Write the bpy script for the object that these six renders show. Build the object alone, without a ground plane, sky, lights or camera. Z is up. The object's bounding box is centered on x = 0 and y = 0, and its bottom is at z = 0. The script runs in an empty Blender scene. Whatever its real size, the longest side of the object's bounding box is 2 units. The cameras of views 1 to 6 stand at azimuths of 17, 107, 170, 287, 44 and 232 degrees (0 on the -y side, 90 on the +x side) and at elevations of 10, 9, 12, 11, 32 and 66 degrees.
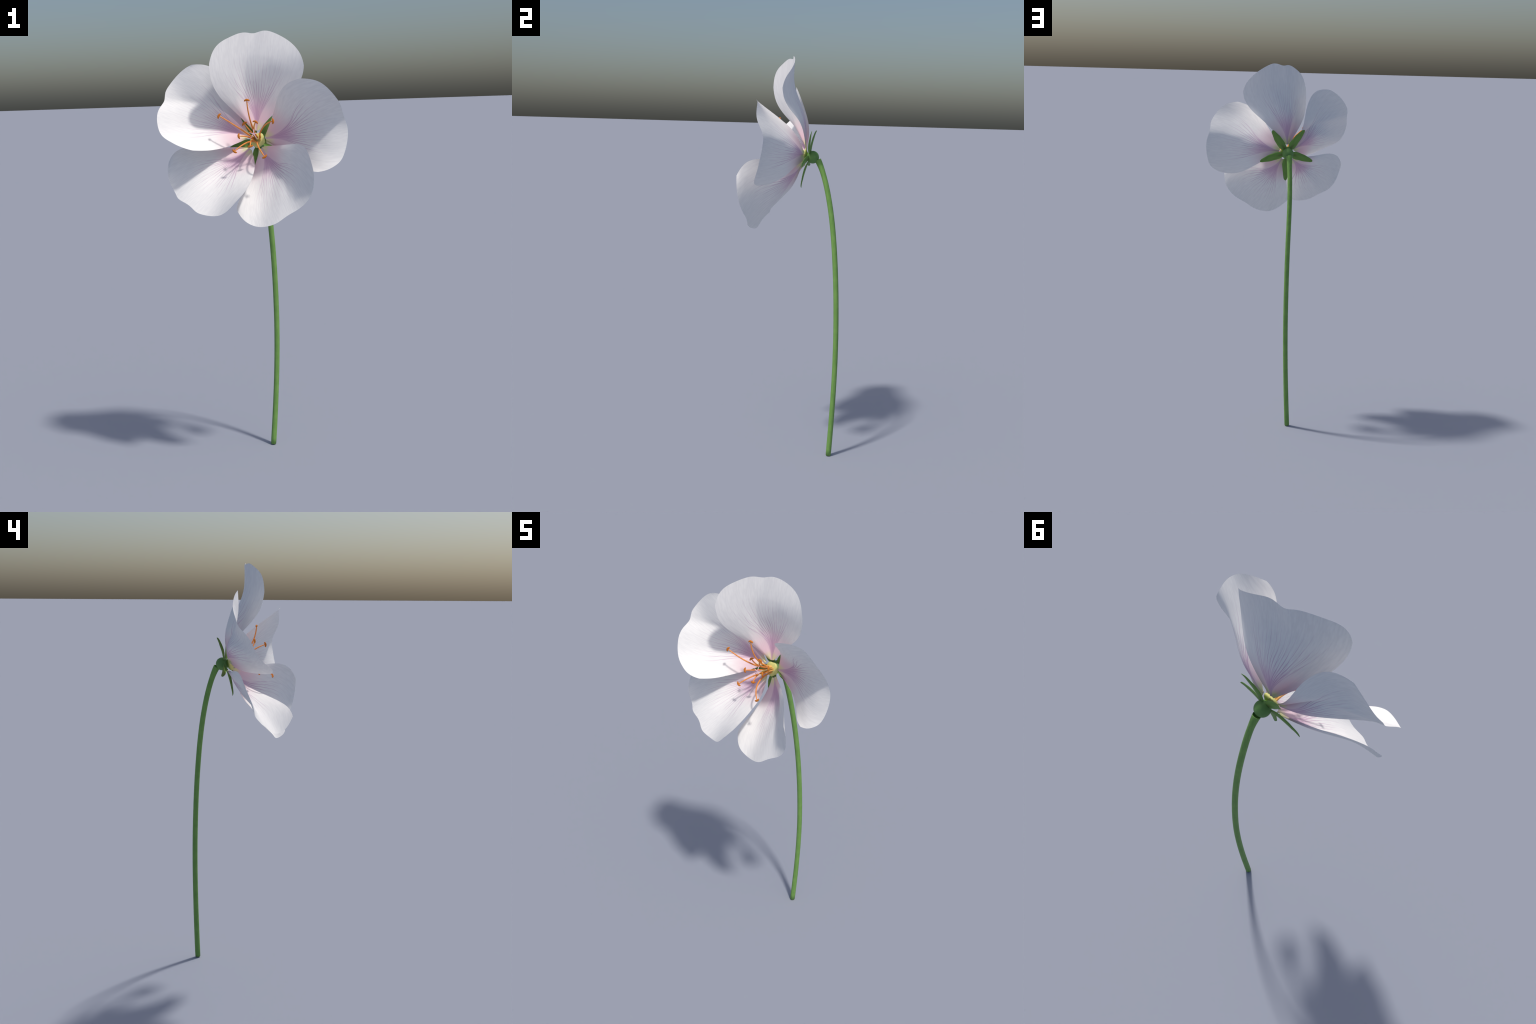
"""A white cranesbill (geranium) bloom on one curved green stem, built part by part."""
import bpy, bmesh, math, random
import numpy as np
from mathutils import Vector, Matrix

random.seed(7)
rng = np.random.default_rng(7)

# ------------------------------------------------------------------ helpers
def spline_basis(count, x, degree=3):
    """Clamped uniform B-spline basis: len(x) rows by count columns."""
    knots = np.concatenate([np.zeros(degree), np.linspace(0, 1, count - degree + 1), np.ones(degree)])
    x = np.clip(np.asarray(x, float), 0, 1 - 1e-9)
    rows = [((x >= knots[i]) & (x < knots[i + 1])).astype(float) for i in range(count + degree)]
    for d in range(1, degree + 1):
        new = []
        for i in range(count + degree - d):
            a, b = knots[i + d] - knots[i], knots[i + d + 1] - knots[i + 1]
            t = np.zeros_like(x)
            if a > 0:
                t = t + (x - knots[i]) / a * rows[i]
            if b > 0:
                t = t + (knots[i + d + 1] - x) / b * rows[i + 1]
            new.append(t)
        rows = new
    return np.array(rows).T


def unit(v):
    v = np.asarray(v, float)
    return v / np.linalg.norm(v)


def mesh_object(name, verts, faces, material, parent=None, matrix=None, smooth=True, recalc=True):
    me = bpy.data.meshes.new(name)
    me.from_pydata([tuple(map(float, v)) for v in verts], [], faces)
    me.update()
    if recalc:
        bm = bmesh.new()
        bm.from_mesh(me)
        bmesh.ops.recalc_face_normals(bm, faces=bm.faces)
        bm.to_mesh(me)
        bm.free()
    for p in me.polygons:
        p.use_smooth = smooth
    me.materials.append(material)
    ob = bpy.data.objects.new(name, me)
    bpy.context.scene.collection.objects.link(ob)
    if matrix is not None:
        ob.matrix_world = matrix
    if parent is not None:
        ob.parent = parent
        ob.matrix_parent_inverse = Matrix.Identity(4)
        ob.matrix_basis = parent_world(parent).inverted() @ (matrix if matrix is not None else Matrix.Identity(4))
    WORLD[ob.name] = matrix if matrix is not None else Matrix.Identity(4)
    return ob


WORLD = {}


def parent_world(ob):
    return WORLD.get(ob.name, Matrix.Identity(4))


def frame(origin, x, y, z):
    m = Matrix.Identity(4)
    for i in range(3):
        m[i][0], m[i][1], m[i][2], m[i][3] = x[i], y[i], z[i], origin[i]
    return m


def tube(centers, radii, sides=20, caps=True, ridge=None):
    """Loft a round tube along a polyline; parallel-transported rings."""
    c = np.asarray(centers, float)
    t = np.gradient(c, axis=0)
    t /= np.linalg.norm(t, axis=1)[:, None]
    side = unit(np.cross(t[0], [0.31, 0.95, 0.07]))
    verts, faces = [], []
    for i in range(len(c)):
        side = unit(side - t[i] * (side @ t[i]))
        other = np.cross(t[i], side)
        for k in range(sides):
            a = 2 * math.pi * k / sides
            r = radii[i] * (1 if ridge is None else ridge(a, i / (len(c) - 1)))
            verts.append(c[i] + r * (math.cos(a) * side + math.sin(a) * other))
    for i in range(len(c) - 1):
        for k in range(sides):
            k2 = (k + 1) % sides
            faces.append((i * sides + k, i * sides + k2, (i + 1) * sides + k2, (i + 1) * sides + k))
    if caps:
        n = len(c)
        verts += [c[0], c[-1]]
        for k in range(sides):
            k2 = (k + 1) % sides
            faces.append((n * sides, k2, k))
            faces.append((n * sides + 1, (n - 1) * sides + k, (n - 1) * sides + k2))
    return verts, faces


def revolve(profile, segments, shape=None):
    """Surface of revolution about local Z from (radius, height) pairs; poles closed."""
    verts, faces = [], []
    n = len(profile)
    for r, h in profile:
        for k in range(segments):
            a = 2 * math.pi * k / segments
            q = r * (shape(a, r, h) if shape else 1)
            verts.append((q * math.cos(a), q * math.sin(a), h))
    for i in range(n - 1):
        for k in range(segments):
            k2 = (k + 1) % segments
            faces.append((i * segments + k, i * segments + k2, (i + 1) * segments + k2, (i + 1) * segments + k))
    verts += [(0, 0, profile[0][1]), (0, 0, profile[-1][1])]
    for k in range(segments):
        k2 = (k + 1) % segments
        faces.append((n * segments, k2, k))
        faces.append((n * segments + 1, (n - 1) * segments + k, (n - 1) * segments + k2))
    return verts, faces


# ---------------------------------------------------------------- materials
class Nodes:
    """Small wrapper so that node maths reads like a formula."""

    def __init__(self, name, roughness=0.6, specular=0.3):
        self.mat = bpy.data.materials.new(name)
        self.mat.use_nodes = True
        self.tree = self.mat.node_tree
        self.bsdf = self.tree.nodes["Principled BSDF"]
        self.bsdf.inputs["Roughness"].default_value = roughness
        self.bsdf.inputs["Specular IOR Level"].default_value = specular

    def node(self, kind, **props):
        n = self.tree.nodes.new(kind)
        for k, v in props.items():
            setattr(n, k, v)
        return n

    def put(self, socket, value):
        if hasattr(value, "is_output"):
            self.tree.links.new(value, socket)
        else:
            socket.default_value = value

    def math(self, op, a, b=0.0, c=0.0, clamp=False):
        n = self.node("ShaderNodeMath", operation=op, use_clamp=clamp)
        for s, v in zip(n.inputs, (a, b, c)):
            self.put(s, v)
        return n.outputs[0]

    def smooth(self, x, lo, hi, a=0.0, b=1.0):
        n = self.node("ShaderNodeMapRange", interpolation_type="SMOOTHSTEP")
        for s, v in zip(n.inputs, (x, lo, hi, a, b)):
            self.put(s, v)
        return n.outputs[0]

    def mix(self, f, a, b):
        n = self.node("ShaderNodeMix", data_type="RGBA")
        self.put(n.inputs[0], f)
        self.put(n.inputs[6], a if hasattr(a, "is_output") else (*a, 1))
        self.put(n.inputs[7], b if hasattr(b, "is_output") else (*b, 1))
        return n.outputs[2]

    def xyz(self, x, y, z=0.0):
        n = self.node("ShaderNodeCombineXYZ")
        for s, v in zip(n.inputs, (x, y, z)):
            self.put(s, v)
        return n.outputs[0]

    def noise(self, vec, scale=1.0, detail=2.0, rough=0.5):
        n = self.node("ShaderNodeTexNoise")
        self.put(n.inputs["Vector"], vec)
        n.inputs["Scale"].default_value = scale
        n.inputs["Detail"].default_value = detail
        n.inputs["Roughness"].default_value = rough
        return n.outputs[0]

    def object_xyz(self):
        t = self.node("ShaderNodeTexCoord")
        s = self.node("ShaderNodeSeparateXYZ")
        self.tree.links.new(t.outputs["Object"], s.inputs[0])
        return t.outputs["Object"], s.outputs[0], s.outputs[1], s.outputs[2]

    def colour(self, c):
        self.put(self.bsdf.inputs["Base Color"], c if hasattr(c, "is_output") else (*c, 1))

    def bump(self, height, strength, distance):
        n = self.node("ShaderNodeBump")
        n.inputs["Strength"].default_value = strength
        n.inputs["Distance"].default_value = distance
        self.put(n.inputs["Height"], height)
        self.tree.links.new(n.outputs[0], self.bsdf.inputs["Normal"])


def petal_material():
    """White blade, blushing pink toward a pale green claw, with mauve veins that
    leave the claw as one bundle and fan out.  Each petal's object frame has its
    claw at the origin and +Y along the blade."""
    m = Nodes("petal_tissue", roughness=0.7, specular=0.12)
    obj, x, y, z = m.object_xyz()
    vl = m.node("ShaderNodeVectorMath", operation="LENGTH")
    m.put(vl.inputs[0], obj)
    r = vl.outputs["Value"]
    info = m.node("ShaderNodeObjectInfo").outputs["Random"]
    # the bundle's half width as the veins spread: W = a (1 - exp(-(r/b)^2)) + c
    spread = m.math("POWER", m.math("DIVIDE", r, 0.24), 2.0)
    width = m.math("SUBTRACT", 1.0, m.math("POWER", 2.71828, m.math("MULTIPLY", spread, -1.0)))
    width = m.math("ADD", m.math("MULTIPLY", width, VEIN_SPREAD), 0.004)
    s0 = m.math("DIVIDE", x, width)
    inside = m.smooth(m.math("ABSOLUTE", s0), 0.92, 1.06, 1.0, 0.0)

    def vein_set(freq, seed, half_mm, start, fade0, fade1, sway):
        # slow wander, mostly along the blade, so that neighbouring veins fork and meet
        w = m.noise(m.xyz(m.math("MULTIPLY", s0, 2.2), m.math("MULTIPLY", r, 9.0), m.math("ADD", m.math("MULTIPLY", info, 31.0), seed)), 1.0, 2.0, 0.55)
        s = m.math("ADD", s0, m.math("MULTIPLY", m.math("SUBTRACT", w, 0.5), sway))
        v = m.node("ShaderNodeTexVoronoi", voronoi_dimensions="1D", feature="DISTANCE_TO_EDGE")
        v.inputs["Scale"].default_value = 1.0
        v.inputs["Randomness"].default_value = 0.7
        m.put(v.inputs["W"], m.math("ADD", m.math("MULTIPLY", s, freq), m.math("ADD", seed, m.math("MULTIPLY", info, 37.0))))
        # half a vein's width as a share of the vein spacing, never so wide that veins run together
        share = m.math("MINIMUM", m.math("DIVIDE", half_mm * 1e-3 * freq, width), 0.30)
        line = m.smooth(v.outputs["Distance"], m.math("MULTIPLY", share, 0.15), m.math("MULTIPLY", share, 1.2), 1.0, 0.0)
        grow = m.smooth(r, start, start + 0.06)
        fade = m.smooth(r, fade0, fade1, 1.0, 0.0)
        broken = m.smooth(m.noise(m.xyz(m.math("MULTIPLY", s, 9.0), m.math("MULTIPLY", r, 16.0), seed), 1.0, 2.0), 0.32, 0.58, 0.4, 1.0)
        return m.math("MULTIPLY", m.math("MULTIPLY", m.math("MULTIPLY", line, grow), fade), broken)

    main = vein_set(7.5, 3.3, 1.2, -0.1, 0.11, 0.38, 0.12)
    twig = vein_set(11.0, 11.7, 0.9, 0.03, 0.09, 0.33, 0.17)
    veins = m.math("MAXIMUM", m.math("MULTIPLY", main, 0.88), m.math("MULTIPLY", twig, 0.55))
    veins = m.math("MULTIPLY", m.math("MULTIPLY", veins, inside), m.smooth(r, 0.015, 0.05, 0.55, 1.0))
    # fine lengthwise grain
    grain = m.noise(m.xyz(m.math("MULTIPLY", m.math("DIVIDE", x, m.math("ADD", width, 0.04)), 46), m.math("MULTIPLY", r, 22), info), 1.0, 3.0, 0.6)
    # ground colour along the blade
    col = m.mix(m.smooth(grain, 0.3, 0.7), WHITE_A, WHITE_B)
    pink = m.smooth(r, 0.05, 0.20, 1.0, 0.0)
    col = m.mix(m.math("MULTIPLY", pink, 0.9), col, PINK)
    # mauve wash inside the bundle near the claw
    wash = m.math("MULTIPLY", m.smooth(r, 0.03, 0.17, 0.58, 0.0), m.smooth(m.math("ABSOLUTE", s0), 0.5, 1.2, 1.0, 0.0))
    col = m.mix(wash, col, WASH)
    claw = m.math("MULTIPLY", m.smooth(r, 0.012, 0.056, 1.0, 0.0), m.smooth(m.math("ABSOLUTE", s0), 0.7, 1.3, 0.25, 1.0))
    col = m.mix(claw, col, CLAW)
    col = m.mix(veins, col, VEIN)
    m.colour(col)
    m.bump(m.math("SUBTRACT", grain, m.math("MULTIPLY", veins, 0.4)), 0.25, 0.0012)
    return m.mat


def green_material(name, dark, light, streak, across=(1, 1, 1), roughness=0.55):
    m = Nodes(name, roughness=roughness, specular=0.25)
    obj, x, y, z = m.object_xyz()
    fine = m.noise(m.xyz(m.math("MULTIPLY", x, streak * across[0]), m.math("MULTIPLY", y, streak * across[1]), m.math("MULTIPLY", z, streak * across[2])), 1.0, 3.0)
    slow = m.noise(m.xyz(x, y, z), 22.0, 2.0)
    f = m.smooth(m.math("ADD", m.math("MULTIPLY", fine, 0.6), m.math("MULTIPLY", slow, 0.4)), 0.35, 0.65)
    m.colour(m.mix(f, dark, light))
    m.bump(fine, 0.2, 0.001)
    return m, (x, y, z, f)

# linear base colours
WHITE_A, WHITE_B = (0.850, 0.836, 0.832), (0.920, 0.906, 0.892)
PINK = (0.87, 0.61, 0.69)
WASH = (0.62, 0.38, 0.56)
VEIN = (0.51, 0.28, 0.47)
CLAW = (0.80, 0.77, 0.45)
VEIN_SPREAD = 0.154
STEM_A, STEM_B = (0.158, 0.322, 0.076), (0.205, 0.388, 0.096)
BALL_A, BALL_B = (0.120, 0.255, 0.072), (0.145, 0.290, 0.084)
SEPAL_A, SEPAL_B = (0.140, 0.275, 0.058), (0.175, 0.325, 0.070)
SEPAL_STAIN = (0.115, 0.130, 0.045)
DISC_A, DISC_B, DISC_BACK = (0.62, 0.62, 0.20), (0.68, 0.67, 0.25), (0.22, 0.33, 0.06)
FIL_A, FIL_B, FIL_BASE = (0.80, 0.27, 0.055), (0.86, 0.33, 0.075), (0.88, 0.52, 0.17)
ANTHER_A, ANTHER_B = (0.52, 0.155, 0.018), (0.66, 0.22, 0.030)
PISTIL, PISTIL_BASE = (0.82, 0.58, 0.68), (0.60, 0.46, 0.20)

# Petals: five lofts.  Each petal has a claw position, the direction of the blade
# and of its width, and six ribs from claw to rim; a rib is thirteen spline points in
# mm (across, along, toward the front) from the left edge to the right.
PETALS = [
    # upper petal
    dict(fold=(-0.075, 0.032), base=(-0.0266, 0.0550, 1.5700), along=(0.1062, -0.2267, 0.9682), across=(0.9904, 0.1112, -0.0826), ribs=[
        [(-12, -1, 1), (-11, -1, 0), (-10, -1, 0), (-7, -1, 0), (-5, -1, 1), (-2, 0, 1), (0, 0, 0), (2, -1, -1), (5, -1, -1), (7, 1, 0), (9, 3, 1), (11, 4, 0), (12, 1, -1)],
        [(-73, 72, 25), (-65, 71, 29), (-57, 71, 28), (-50, 73, 24), (-46, 75, 16), (-41, 78, 6), (-35, 81, -5), (-27, 85, -18), (-15, 88, -27), (4, 90, -29), (29, 93, -27), (61, 97, -26), (96, 104, -30)],
        [(-127, 134, 68), (-107, 141, 61), (-92, 147, 52), (-81, 152, 41), (-71, 157, 28), (-61, 162, 14), (-48, 166, -1), (-32, 170, -17), (-12, 173, -30), (16, 174, -34), (54, 175, -31), (102, 175, -21), (159, 174, -5)],
        [(-161, 195, 112), (-137, 213, 90), (-117, 226, 70), (-100, 236, 52), (-84, 243, 34), (-66, 249, 19), (-43, 253, 5), (-18, 254, -7), (10, 255, -19), (43, 253, -24), (85, 249, -21), (136, 241, -7), (195, 230, 17)],
        [(-180, 258, 134), (-158, 285, 110), (-135, 308, 83), (-112, 324, 54), (-87, 334, 29), (-60, 340, 10), (-31, 342, -3), (3, 343, -13), (41, 338, -21), (82, 328, -24), (125, 313, -17), (168, 296, -1), (211, 276, 18)],
        [(-183, 317, 126), (-178, 356, 114), (-159, 396, 88), (-119, 415, 46), (-76, 433, 6), (-44, 432, -14), (-20, 421, -32), (24, 444, -39), (74, 426, -56), (132, 398, -54), (173, 369, -32), (200, 341, -2), (210, 306, 12)],
    ]),
    # right petal
    dict(fold=(-0.25, 0.01), base=(0.0169, 0.0584, 1.5330), along=(0.9269, -0.3151, 0.2037), across=(0.1560, -0.1701, -0.9730), ribs=[
        [(-13, 0, 2), (-16, 0, 0), (-14, 1, 0), (-10, 1, 2), (-4, 1, 2), (-1, 0, 1), (-1, 1, 2), (-1, 3, 5), (1, 4, 5), (9, 0, -1), (19, -6, -10), (22, -7, -11), (11, 2, 2)],
        [(-83, 63, 14), (-64, 65, 17), (-50, 68, 10), (-39, 71, -3), (-28, 75, -16), (-16, 79, -25), (-4, 81, -29), (9, 82, -27), (23, 80, -23), (40, 75, -20), (57, 72, -21), (71, 74, -23), (78, 84, -23)],
        [(-128, 127, 70), (-99, 135, 48), (-75, 142, 25), (-56, 148, 1), (-39, 154, -19), (-21, 160, -31), (-1, 163, -36), (20, 163, -34), (43, 159, -27), (66, 154, -22), (90, 148, -19), (112, 144, -17), (133, 142, -17)],
        [(-162, 194, 125), (-125, 209, 81), (-95, 220, 42), (-70, 229, 10), (-46, 237, -13), (-20, 243, -25), (6, 245, -27), (35, 244, -22), (64, 239, -17), (92, 231, -12), (120, 219, -8), (147, 204, -3), (172, 187, 5)],
        [(-182, 257, 148), (-148, 281, 97), (-115, 301, 54), (-84, 314, 19), (-52, 321, -7), (-19, 324, -21), (17, 324, -23), (55, 322, -18), (93, 314, -13), (126, 301, -5), (154, 282, 3), (177, 257, 12), (194, 227, 23)],
        [(-184, 306, 126), (-178, 348, 83), (-144, 381, 55), (-96, 403, 30), (-61, 410, 1), (-21, 394, -31), (28, 403, -46), (82, 396, -43), (135, 380, -32), (174, 364, -16), (194, 337, 6), (206, 302, 22), (203, 267, 27)],
    ]),
    # lower right petal
    dict(fold=(-0.08, 0.014), base=(0.0001, 0.0467, 1.4924), along=(0.4550, -0.5922, -0.6651), across=(-0.8821, -0.1971, -0.4279), ribs=[
        [(-12, -2, 1), (-12, 0, 0), (-11, 0, 0), (-8, 0, 0), (-4, -1, 1), (-1, -1, 1), (0, 0, 0), (-1, 2, -2), (2, 2, -2), (9, 0, 1), (14, -1, 2), (15, -1, 0), (11, 2, -1)],
        [(-85, 81, 49), (-71, 78, 44), (-59, 77, 35), (-50, 77, 23), (-44, 78, 9), (-39, 79, -5), (-31, 79, -16), (-18, 78, -21), (-1, 76, -23), (19, 76, -21), (40, 76, -19), (59, 75, -23), (77, 74, -31)],
        [(-142, 144, 95), (-118, 148, 78), (-97, 151, 60), (-81, 155, 41), (-68, 157, 21), (-55, 158, 2), (-39, 158, -13), (-17, 156, -22), (9, 153, -26), (38, 151, -29), (68, 148, -30), (99, 145, -29), (131, 142, -21)],
        [(-179, 199, 127), (-150, 213, 98), (-124, 224, 73), (-101, 232, 51), (-78, 237, 31), (-54, 239, 14), (-28, 238, -1), (1, 235, -12), (33, 231, -21), (66, 225, -26), (99, 217, -28), (134, 207, -22), (171, 198, -4)],
        [(-191, 253, 137), (-168, 276, 103), (-142, 295, 73), (-114, 309, 48), (-82, 316, 28), (-47, 318, 13), (-9, 318, 1), (29, 315, -10), (67, 309, -20), (102, 298, -25), (136, 281, -22), (168, 259, -13), (198, 231, 0)],
        [(-180, 310, 118), (-173, 338, 92), (-152, 365, 60), (-124, 386, 28), (-84, 395, 3), (-39, 395, -14), (13, 392, -18), (64, 403, -24), (107, 390, -33), (147, 367, -41), (181, 341, -30), (204, 303, -8), (208, 246, -9)],
    ]),
    # lower left petal
    dict(fold=(-0.13, 0.02), base=(-0.0579, 0.0489, 1.4888), along=(-0.5547, -0.6499, -0.5195), across=(-0.7109, 0.0458, 0.7018), ribs=[
        [(-12, -1, 2), (-12, -2, -1), (-10, -2, -1), (-7, -1, 1), (-4, 0, 2), (-2, 1, 2), (0, 0, 1), (2, 0, 2), (5, 0, 3), (8, 1, 0), (10, 2, -6), (12, 2, -6), (12, 1, 1)],
        [(-75, 41, 28), (-56, 55, 22), (-40, 64, 13), (-26, 69, 2), (-14, 73, -7), (-2, 74, -12), (10, 74, -12), (23, 73, -11), (36, 72, -13), (51, 73, -16), (65, 76, -17), (78, 83, -14), (88, 95, -8)],
        [(-118, 108, 79), (-90, 122, 55), (-64, 134, 31), (-42, 142, 9), (-23, 147, -8), (-3, 150, -15), (16, 150, -16), (35, 149, -13), (56, 147, -11), (78, 147, -12), (102, 150, -12), (128, 157, -8), (156, 166, 2)],
        [(-154, 180, 135), (-118, 196, 88), (-86, 210, 49), (-58, 219, 19), (-32, 225, -1), (-7, 229, -9), (16, 230, -10), (38, 228, -7), (62, 227, -5), (89, 225, -5), (121, 225, -6), (156, 227, -4), (198, 231, 3)],
        [(-177, 243, 167), (-146, 269, 104), (-113, 288, 58), (-80, 302, 26), (-48, 310, 8), (-18, 313, -2), (8, 313, -7), (32, 313, -9), (56, 312, -11), (85, 308, -14), (120, 303, -14), (162, 297, -11), (209, 288, -5)],
        [(-179, 296, 150), (-180, 342, 94), (-153, 366, 45), (-112, 389, 22), (-75, 406, 9), (-41, 398, -5), (-10, 398, -17), (17, 405, -25), (41, 407, -30), (63, 394, -37), (97, 388, -37), (148, 372, -18), (187, 325, -20)],
    ]),
    # left petal
    dict(fold=(0.26, 0.008), base=(-0.0612, 0.0468, 1.5449), along=(-0.7597, -0.4828, 0.4357), across=(0.3738, 0.2240, 0.9000), ribs=[
        [(-12, 1, 0), (-9, 2, 6), (-7, 2, 5), (-7, 1, 1), (-6, 0, -1), (-3, 0, -1), (0, 0, 0), (3, 0, 1), (5, 0, 1), (7, -1, -1), (8, -2, -5), (10, -2, -6), (12, -1, 0)],
        [(-65, 51, 16), (-40, 64, 6), (-21, 73, -9), (-6, 78, -24), (7, 81, -33), (21, 81, -33), (35, 81, -25), (45, 85, -14), (49, 91, -8), (50, 96, -13), (53, 95, -23), (59, 86, -32), (66, 69, -37)],
        [(-101, 101, 43), (-69, 123, 21), (-42, 141, -2), (-20, 152, -25), (0, 157, -39), (21, 158, -37), (41, 160, -29), (55, 167, -18), (63, 177, -11), (69, 186, -14), (81, 185, -24), (104, 169, -29), (139, 136, -23)],
        [(-127, 147, 79), (-103, 180, 44), (-77, 205, 17), (-51, 223, -4), (-25, 232, -16), (0, 235, -17), (23, 240, -21), (41, 248, -22), (55, 257, -18), (71, 265, -12), (97, 264, -9), (139, 249, -6), (200, 217, -1)],
        [(-147, 190, 112), (-139, 234, 78), (-123, 269, 49), (-99, 294, 28), (-69, 310, 15), (-37, 319, 2), (-8, 324, -17), (16, 328, -33), (40, 334, -36), (69, 337, -25), (109, 333, -10), (159, 320, 2), (220, 300, 3)],
        [(-164, 237, 128), (-173, 285, 135), (-168, 333, 100), (-162, 372, 56), (-132, 398, 26), (-87, 419, 3), (-46, 419, -20), (-9, 400, -46), (25, 418, -56), (67, 409, -64), (120, 396, -55), (164, 377, -35), (183, 360, -20)],
    ]),
]


# ------------------------------------------------------------------- frame
# The bloom faces forward along AXIS; EAST and NORTH span its face.
AXIS = unit((0.1250, -0.9720, 0.1900))
EAST = unit(np.cross((0, 0, 1), AXIS))
NORTH = np.cross(AXIS, EAST)
BALL = np.array((-0.0250, 0.0929, 1.5222))      # swollen receptacle
FACE = np.array((-0.0195, 0.0460, 1.5280))      # centre of the nectar disc

flower = bpy.data.objects.new("cranesbill_flower", None)
bpy.context.scene.collection.objects.link(flower)
flower.location = (-0.0366, 0.2279, 0.0)
WORLD[flower.name] = Matrix.Translation(flower.location)
flower["label"] = "single white five-petalled flower with mauve veins on a curved green stem"
flower["category"] = "flower"

# -------------------------------------------------------------------- stem
def stem_ridge(a, t):
    return 1 + 0.018 * math.sin(5 * a + 3 * t) + 0.012 * math.sin(9 * a - 2 * t)


stem_points = np.array([
    (-0.0366, 0.2279, 0.0014), (-0.0108, 0.2520, 0.3742), (-0.0057, 0.2500, 0.7416), (-0.0139, 0.2246, 1.0745),
    (-0.0268, 0.1893, 1.3136), (-0.0263, 0.1466, 1.4631), (-0.0276, 0.1195, 1.5090)])
t = np.linspace(0, 1, 140)
line = spline_basis(len(stem_points), t) @ stem_points
flare = np.clip((t - 0.90) / 0.10, 0, 1)
girth = 0.0129 + 0.0034 * flare ** 1.3 + 0.0006 * np.clip(1 - t / 0.08, 0, 1)
# rounded rim at the foot, and an open cup at the top that holds the receptacle
foot = [line[0] + (line[0] - line[1]) * 0.0] * 2
top_dir = unit(line[-1] - line[-2])
cup = [line[-1] - top_dir * d for d in (-0.0006, 0.001, 0.008, 0.016)]
cup_r = [girth[-1] * k for k in (0.96, 0.88, 0.72, 0.05)]
foot_dir = unit(line[1] - line[0])
centres = np.vstack([line[0] + foot_dir * 0.0012 * k for k in (0.0, 0.35)] + [line[1:]] + [[c] for c in cup])
radii = np.concatenate([[girth[0] * 0.84, girth[0] * 0.96], girth[1:], cup_r])


def lofted(centres, directions, radii, sides, ridge):
    verts, faces = [], []
    side = unit(np.cross(directions[0], (0.3, 0.95, 0.1)))
    n = len(centres)
    for i in range(n):
        side = unit(side - directions[i] * (side @ directions[i]))
        other = np.cross(directions[i], side)
        for k in range(sides):
            a = 2 * math.pi * k / sides
            r = radii[i] * ridge(a, i / n)
            verts.append(centres[i] + r * (math.cos(a) * side + math.sin(a) * other))
    for i in range(n - 1):
        for k in range(sides):
            k2 = (k + 1) % sides
            faces.append((i * sides + k, i * sides + k2, (i + 1) * sides + k2, (i + 1) * sides + k))
    faces.append(tuple(range(sides - 1, -1, -1)))
    faces.append(tuple((n - 1) * sides + k for k in range(sides)))
    return verts, faces


tangents = np.gradient(line, axis=0)
tangents /= np.linalg.norm(tangents, axis=1)[:, None]
directions = np.vstack([[foot_dir, foot_dir], tangents[1:], [top_dir] * 4])
stem_mat, _ = green_material("stem_skin", STEM_A, STEM_B, 240, (1, 1, 0.03))
v, f = lofted(centres, directions, radii, 28, stem_ridge)
v = np.array(v)
v[:, 2] -= v[:, 2].min()
stem = mesh_object("stem", v, f, stem_mat.mat, flower)

# -------------------------------------------------------------- receptacle
ball_mat, _ = green_material("receptacle_skin", BALL_A, BALL_B, 60)
ball_profile = [(0.0312 * math.sin(math.pi * i / 32), -0.0312 * math.cos(math.pi * i / 32)) for i in range(33)]
ball_profile[0] = (0.0003, -0.0312)
ball_profile[-1] = (0.0003, 0.0312)
v, f = revolve(ball_profile, 48)
receptacle = mesh_object("receptacle", v, f, ball_mat.mat, flower, frame(BALL, EAST, NORTH, AXIS))

# ------------------------------------------------------------- nectar disc
dm = Nodes("nectar_disc_flesh", roughness=0.5, specular=0.3)
_, x, y, z = dm.object_xyz()
grain = dm.noise(dm.xyz(x, y, z), 160.0, 3.0)
yellow = dm.mix(dm.smooth(grain, 0.3, 0.7), DISC_A, DISC_B)
dm.colour(dm.mix(dm.smooth(z, -0.016, -0.006), DISC_BACK, yellow))
dm.bump(grain, 0.15, 0.001)


def five_lobes(a, r, h):
    rim = min(1.0, r / 0.034)
    return 1 + 0.055 * rim * math.cos(5 * (a - LOBE_TURN))


disc_profile = [(0.0005, -0.024), (0.012, -0.024), (0.018, -0.0200), (0.0245, -0.0150), (0.0300, -0.0120), (0.0332, -0.0085), (0.0342, -0.0050),
                (0.0330, -0.0015), (0.0295, 0.0012), (0.0235, 0.0030), (0.0150, 0.0045), (0.0070, 0.0055), (0.0005, 0.0060)]
LOBE_TURN = math.radians(90 + 36)
v, f = revolve(disc_profile, 80, five_lobes)
disc = mesh_object("nectar_disc", v, f, dm.mat, flower, frame(FACE, EAST, NORTH, AXIS))

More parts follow.
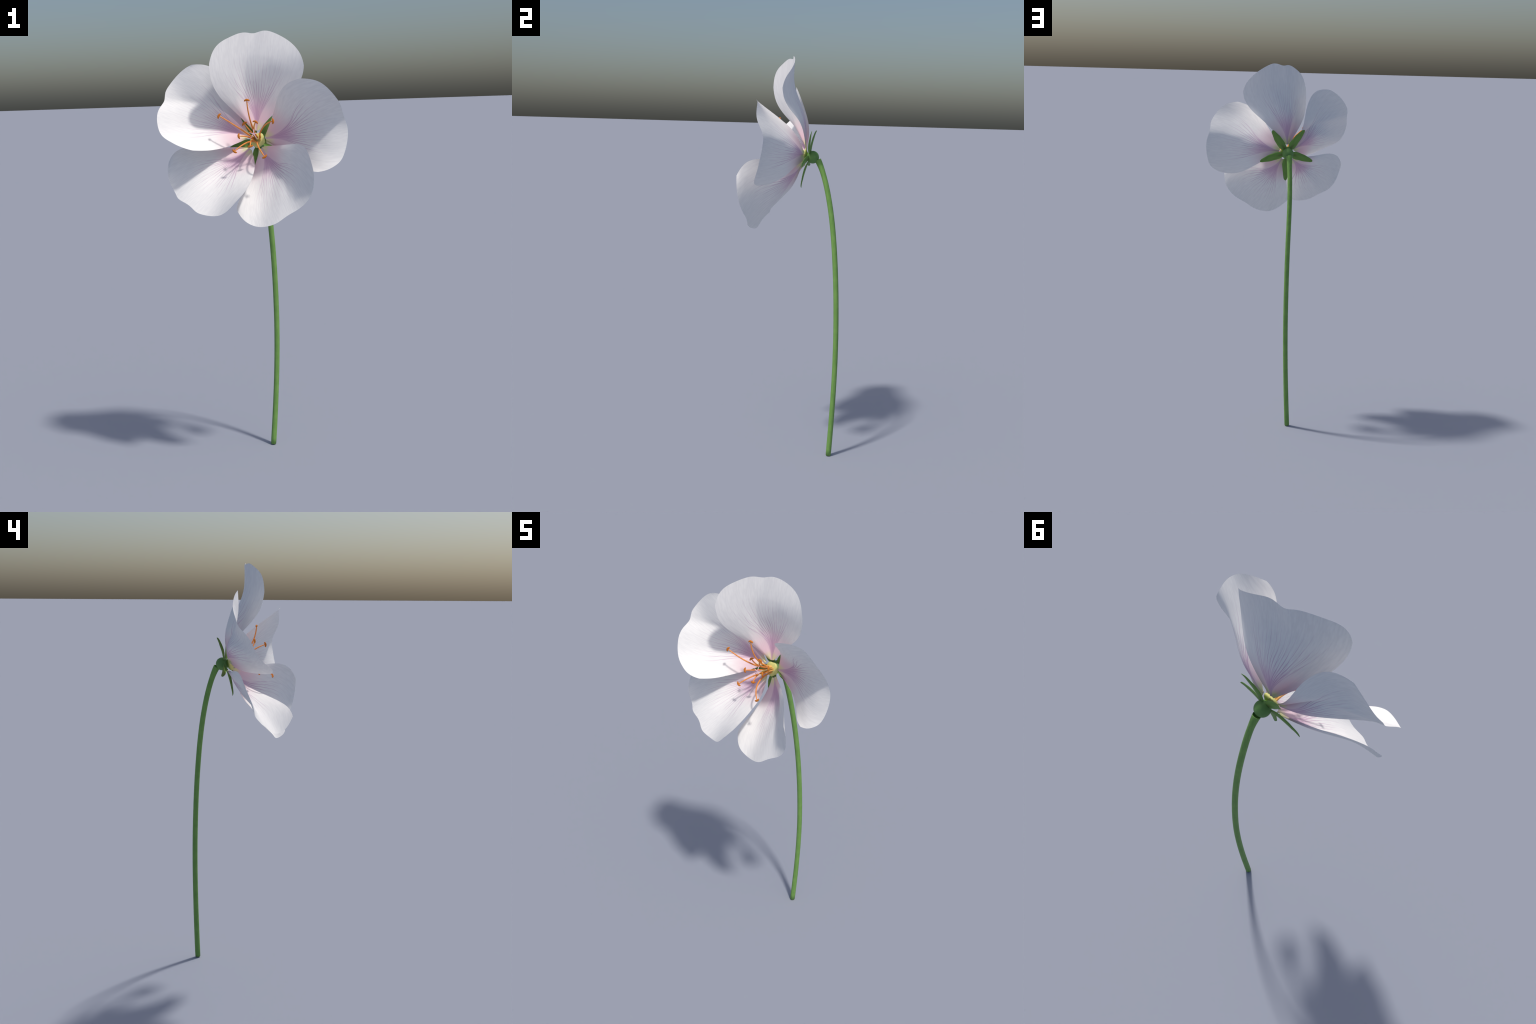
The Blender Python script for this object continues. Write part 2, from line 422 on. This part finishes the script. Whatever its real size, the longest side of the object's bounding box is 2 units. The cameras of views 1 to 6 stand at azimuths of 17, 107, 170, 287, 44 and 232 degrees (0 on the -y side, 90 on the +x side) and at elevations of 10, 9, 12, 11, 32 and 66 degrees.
# ------------------------------------------------------------------ petals
petal_mat = petal_material()
rows, cols = 60, 110
PETAL_HALF_THICKNESS = 0.0006
vs, us = np.linspace(0, 1, rows), np.linspace(0, 1, cols)
petal_objects = []
for spec in PETALS:
    ribs = np.array(spec["ribs"], float) / 1000.0
    patch = np.einsum("vi,uj,ijk->vuk", spline_basis(ribs.shape[0], vs), spline_basis(ribs.shape[1], us), ribs)
    # a shallow valley fold that runs up the blade to the notch in the rim
    line_at, depth = spec["fold"]
    d = us * 2 - 1 - line_at
    tent = (np.sqrt(d ** 2 + 0.025 ** 2) - 0.025) * np.exp(-(d / 0.45) ** 2)
    patch[:, :, 2] += depth * (np.clip((vs - 0.25) / 0.3, 0, 1) * np.clip((1 - vs) / 0.15, 0, 1))[:, None] * tent[None, :]
    # soft puckers across the blade, different on each petal
    phase = rng.uniform(0, 6.28, 4)
    U, V = np.meshgrid(us * 2 - 1, vs)
    pucker = np.sin(7.5 * U + 2.2 * V + phase[0]) * np.sin(5.0 * V + phase[1]) + 0.6 * np.sin(13 * U - 3 * V + phase[2]) * np.sin(8.5 * V + 2.5 * U + phase[3])
    patch[:, :, 2] += 0.0013 * pucker * np.clip((V - 0.15) / 0.3, 0, 1) * np.clip((1 - V) / 0.2, 0, 1) * np.clip((1 - abs(U)) / 0.2, 0, 1)
    # two skins that thin out to a knife edge at the margin
    normal = np.cross(np.gradient(patch, axis=1), np.gradient(patch, axis=0))
    normal /= np.linalg.norm(normal, axis=2)[:, :, None] + 1e-12
    margin = np.minimum(np.minimum(np.arange(cols), np.arange(cols)[::-1])[None, :] / 6.0, (rows - 1 - np.arange(rows))[:, None] / 4.0)
    half = PETAL_HALF_THICKNESS * np.clip(margin, 0, 1)[:, :, None]
    verts = np.concatenate([(patch + normal * half).reshape(-1, 3), (patch - normal * half).reshape(-1, 3)])
    quad = [(i * cols + j, i * cols + j + 1, (i + 1) * cols + j + 1, (i + 1) * cols + j) for i in range(rows - 1) for j in range(cols - 1)]
    back = rows * cols
    faces = quad + [tuple(back + k for k in reversed(q)) for q in quad]
    ax, ay = np.array(spec["across"]), np.array(spec["along"])
    petal = mesh_object("petal", verts, faces, petal_mat, flower, frame(spec["base"], ax, ay, np.cross(ax, ay)), recalc=False)
    petal_objects.append(petal)

# ------------------------------------------------------------------ sepals
sm, (x, y, z, f_noise) = green_material("sepal_leaf", SEPAL_A, SEPAL_B, 150, (1, 0.12, 1))
stain = sm.math("MULTIPLY", sm.smooth(y, 0.005, 0.055, 1.0, 0.0), sm.smooth(sm.math("ABSOLUTE", x), 0.001, 0.010, 1.0, 0.0))
base_green = sm.bsdf.inputs["Base Color"].links[0].from_socket
sm.colour(sm.mix(sm.math("MULTIPLY", stain, 0.7), base_green, SEPAL_STAIN))
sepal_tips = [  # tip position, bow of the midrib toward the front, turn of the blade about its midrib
    ((0.0665, 0.1080, 1.6474), 0.004), ((0.1253, 0.0762, 1.4766), 0.003), ((-0.0240, 0.0403, 1.3697), 0.004),
    ((-0.1712, 0.0455, 1.4773), 0.003), ((-0.1144, 0.0879, 1.6504), 0.004)]


def half_width(t):
    body = np.interp(t, [0, 0.08, 0.2, 0.34, 0.6, 0.8, 1.0], [0.40, 0.66, 0.92, 1.0, 0.83, 0.60, 0.36])
    blunt = math.sqrt(max(0.0, 1 - ((t - 0.9) / 0.1) ** 2)) if t > 0.9 else 1.0
    return 0.0215 * body * blunt


for tip, bow in sepal_tips:
    tip = np.array(tip)
    out = tip - BALL
    out = unit(out - AXIS * (out @ AXIS))
    root = BALL + out * 0.0245 + AXIS * 0.0135
    along = unit(tip - root)
    across = unit(np.cross(along, AXIS))
    front = np.cross(across, along)
    length = np.linalg.norm(tip - root)
    nt, nw = 36, 17
    wave = rng.uniform(0, 6.28)
    verts, faces = [], []
    for i in range(nt):
        t = 1 - (1 - i / (nt - 1)) ** 1.4
        w = max(half_width(t), 0.0006)
        cup = 0.0075 * (w / 0.0235)
        curl = max(0.0, (t - 0.72) / 0.28)
        lift = bow * math.sin(math.pi * t) - 0.0035 * curl * curl + 0.0035 * curl
        w *= 1 + 0.05 * math.sin(11 * t + wave)
        for j in range(nw):
            a = -1 + 2 * j / (nw - 1)
            verts.append((w * math.sin(a * 1.25) / math.sin(1.25), length * t - 0.004 * (1 - t), lift + cup * abs(a) ** 1.7 + 0.0010 * (1 - abs(a)) ** 6))
    for i in range(nt - 1):
        for j in range(nw - 1):
            faces.append((i * nw + j, i * nw + j + 1, (i + 1) * nw + j + 1, (i + 1) * nw + j))
    sepal = mesh_object("sepal", verts, faces, sm.mat, flower, frame(root, across, along, front))
    thick = sepal.modifiers.new("thickness", "SOLIDIFY")
    thick.thickness, thick.offset = 0.0014, 0.0
    sepal.modifiers.new("crisp_margin", "EDGE_SPLIT").split_angle = math.radians(50)

# ----------------------------------------------------------------- stamens
fm = Nodes("filament_flesh", roughness=0.45, specular=0.35)
_, x, y, z = fm.object_xyz()
fn = fm.noise(fm.xyz(x, y, z), 120.0, 2.0)
fcol = fm.mix(fm.smooth(fn, 0.3, 0.7), FIL_A, FIL_B)
fm.colour(fm.mix(fm.smooth(z, 0.0, 0.075), FIL_BASE, fcol))
am = Nodes("anther_pollen", roughness=0.75, specular=0.2)
obj, x, y, z = am.object_xyz()
an = am.noise(obj, 420.0, 3.0)
am.colour(am.mix(am.smooth(an, 0.35, 0.65), ANTHER_A, ANTHER_B))
am.bump(an, 0.4, 0.001)

face_frame = frame(FACE, EAST, NORTH, AXIS)
# four spline points per filament in mm: (east, north, forward) from the disc's centre
filament_paths = [
    [(-2, 14, 0), (-3, 22, 79), (-20, 68, 139), (-22, 144, 161)],
    [(-13, 6, 0), (-23, 8, 72), (-69, 37, 131), (-145, 80, 158)],
    [(-8, 10, 0), (-7, 12, 59), (-19, 23, 99), (-41, 53, 111)],
    [(2, 13, 0), (-1, 12, 68), (-7, 25, 109), (9, 58, 113)],
    [(12, 6, 0), (16, 14, 65), (39, 48, 122), (93, 49, 164)],
    [(13, -1, 0), (14, -1, 36), (20, -2, 72), (28, -2, 108)],
    [(-13, -1, 0), (-14, -1, 53), (-29, 1, 95), (-63, -4, 120)],
    [(-8, -10, 0), (-7, -12, 64), (-39, -26, 108), (-80, -73, 133)],
    [(-4, -12, 0), (-10, -8, 54), (-18, -11, 94), (-13, -49, 115)],
    [(7, -13, 0), (8, -19, 95), (19, -51, 158), (59, -106, 171)],
]
OLD_AXIS = unit((0.13324, -0.96440, 0.22841))
OLD_EAST = unit(np.cross((0, 0, 1), OLD_AXIS))
OLD_NORTH = np.cross(OLD_AXIS, OLD_EAST)
tf = np.linspace(0, 1, 40)
for path in filament_paths:
    pts = np.array(path, float) / 1000.0
    world = FACE + pts[:, :1] * OLD_EAST + pts[:, 1:2] * OLD_NORTH + pts[:, 2:] * OLD_AXIS
    local = np.stack([(world - FACE) @ EAST, (world - FACE) @ NORTH, (world - FACE) @ AXIS], 1)
    line = spline_basis(4, tf) @ local
    thick = np.interp(tf, [0, 0.15, 0.6, 0.96, 1.0], [0.0043, 0.0041, 0.0033, 0.0027, 0.0020])
    v, f = tube(line, thick, 14)
    filament = mesh_object("stamen", v, f, fm.mat, flower, face_frame)
    # anther: a rounded bar set crosswise, bowed back over the filament's end
    tip, d = line[-1], unit(line[-1] - line[-3])
    bar = unit(np.cross(d, (0, 0, 1)))
    tk = np.linspace(-1, 1, 25)
    spine = [tip + bar * (0.0125 * k) + d * (0.0022 - 0.0060 * k * k) for k in tk]
    r = [0.0046 * max(0.02, 1 - abs(k) ** 2.6) ** 0.5 for k in tk]
    mid = np.mean(spine, axis=0)
    side = np.cross(d, bar)
    local_spine = [((p - mid) @ bar, (p - mid) @ d, (p - mid) @ side) for p in spine]
    v, f = tube(local_spine, r, 16)
    mesh_object("anther", v, f, am.mat, filament, face_frame @ frame(mid, bar, d, side))

# ------------------------------------------------------------------ pistil
pm = Nodes("pistil_flesh", roughness=0.5, specular=0.3)
_, x, y, z = pm.object_xyz()
pm.colour(pm.mix(pm.smooth(z, 0.075, 0.102), PISTIL_BASE, PISTIL))
to_local = lambda p: np.array([(np.array(p) - FACE) @ e for e in (EAST, NORTH, AXIS)])
crown = to_local((-0.0029, -0.0617, 1.5589))
line = spline_basis(4, np.linspace(0, 1, 24)) @ np.array([(0, 0, 0), (0, 0.001, 0.04), crown - np.array([0, 0, 0.03]), crown])
v, f = tube(line, np.interp(np.linspace(0, 1, 24), [0, 0.5, 1], [0.0045, 0.0024, 0.0021]), 14)
pistil = mesh_object("pistil", v, f, pm.mat, flower, face_frame)
for tip in [(-0.0073, -0.0425, 1.5809), (-0.0272, -0.0548, 1.5649), (0.0155, -0.0456, 1.5630), (-0.0202, -0.0583, 1.5376), (0.0093, -0.0509, 1.5354)]:
    tip = to_local(tip)
    rise = crown + (tip - crown) * 0.45 + np.array([0, 0, 0.006])
    line = spline_basis(4, np.linspace(0, 1, 18)) @ np.array([crown - np.array([0, 0, 0.006]), crown + (tip - crown) * 0.12 + np.array([0, 0, 0.002]), rise, tip])
    v, f = tube(line, np.interp(np.linspace(0, 1, 18), [0, 0.8, 1], [0.0021, 0.0016, 0.0009]), 10)
    mesh_object("stigma", v, f, pm.mat, pistil, face_frame)

bpy.context.view_layer.update()
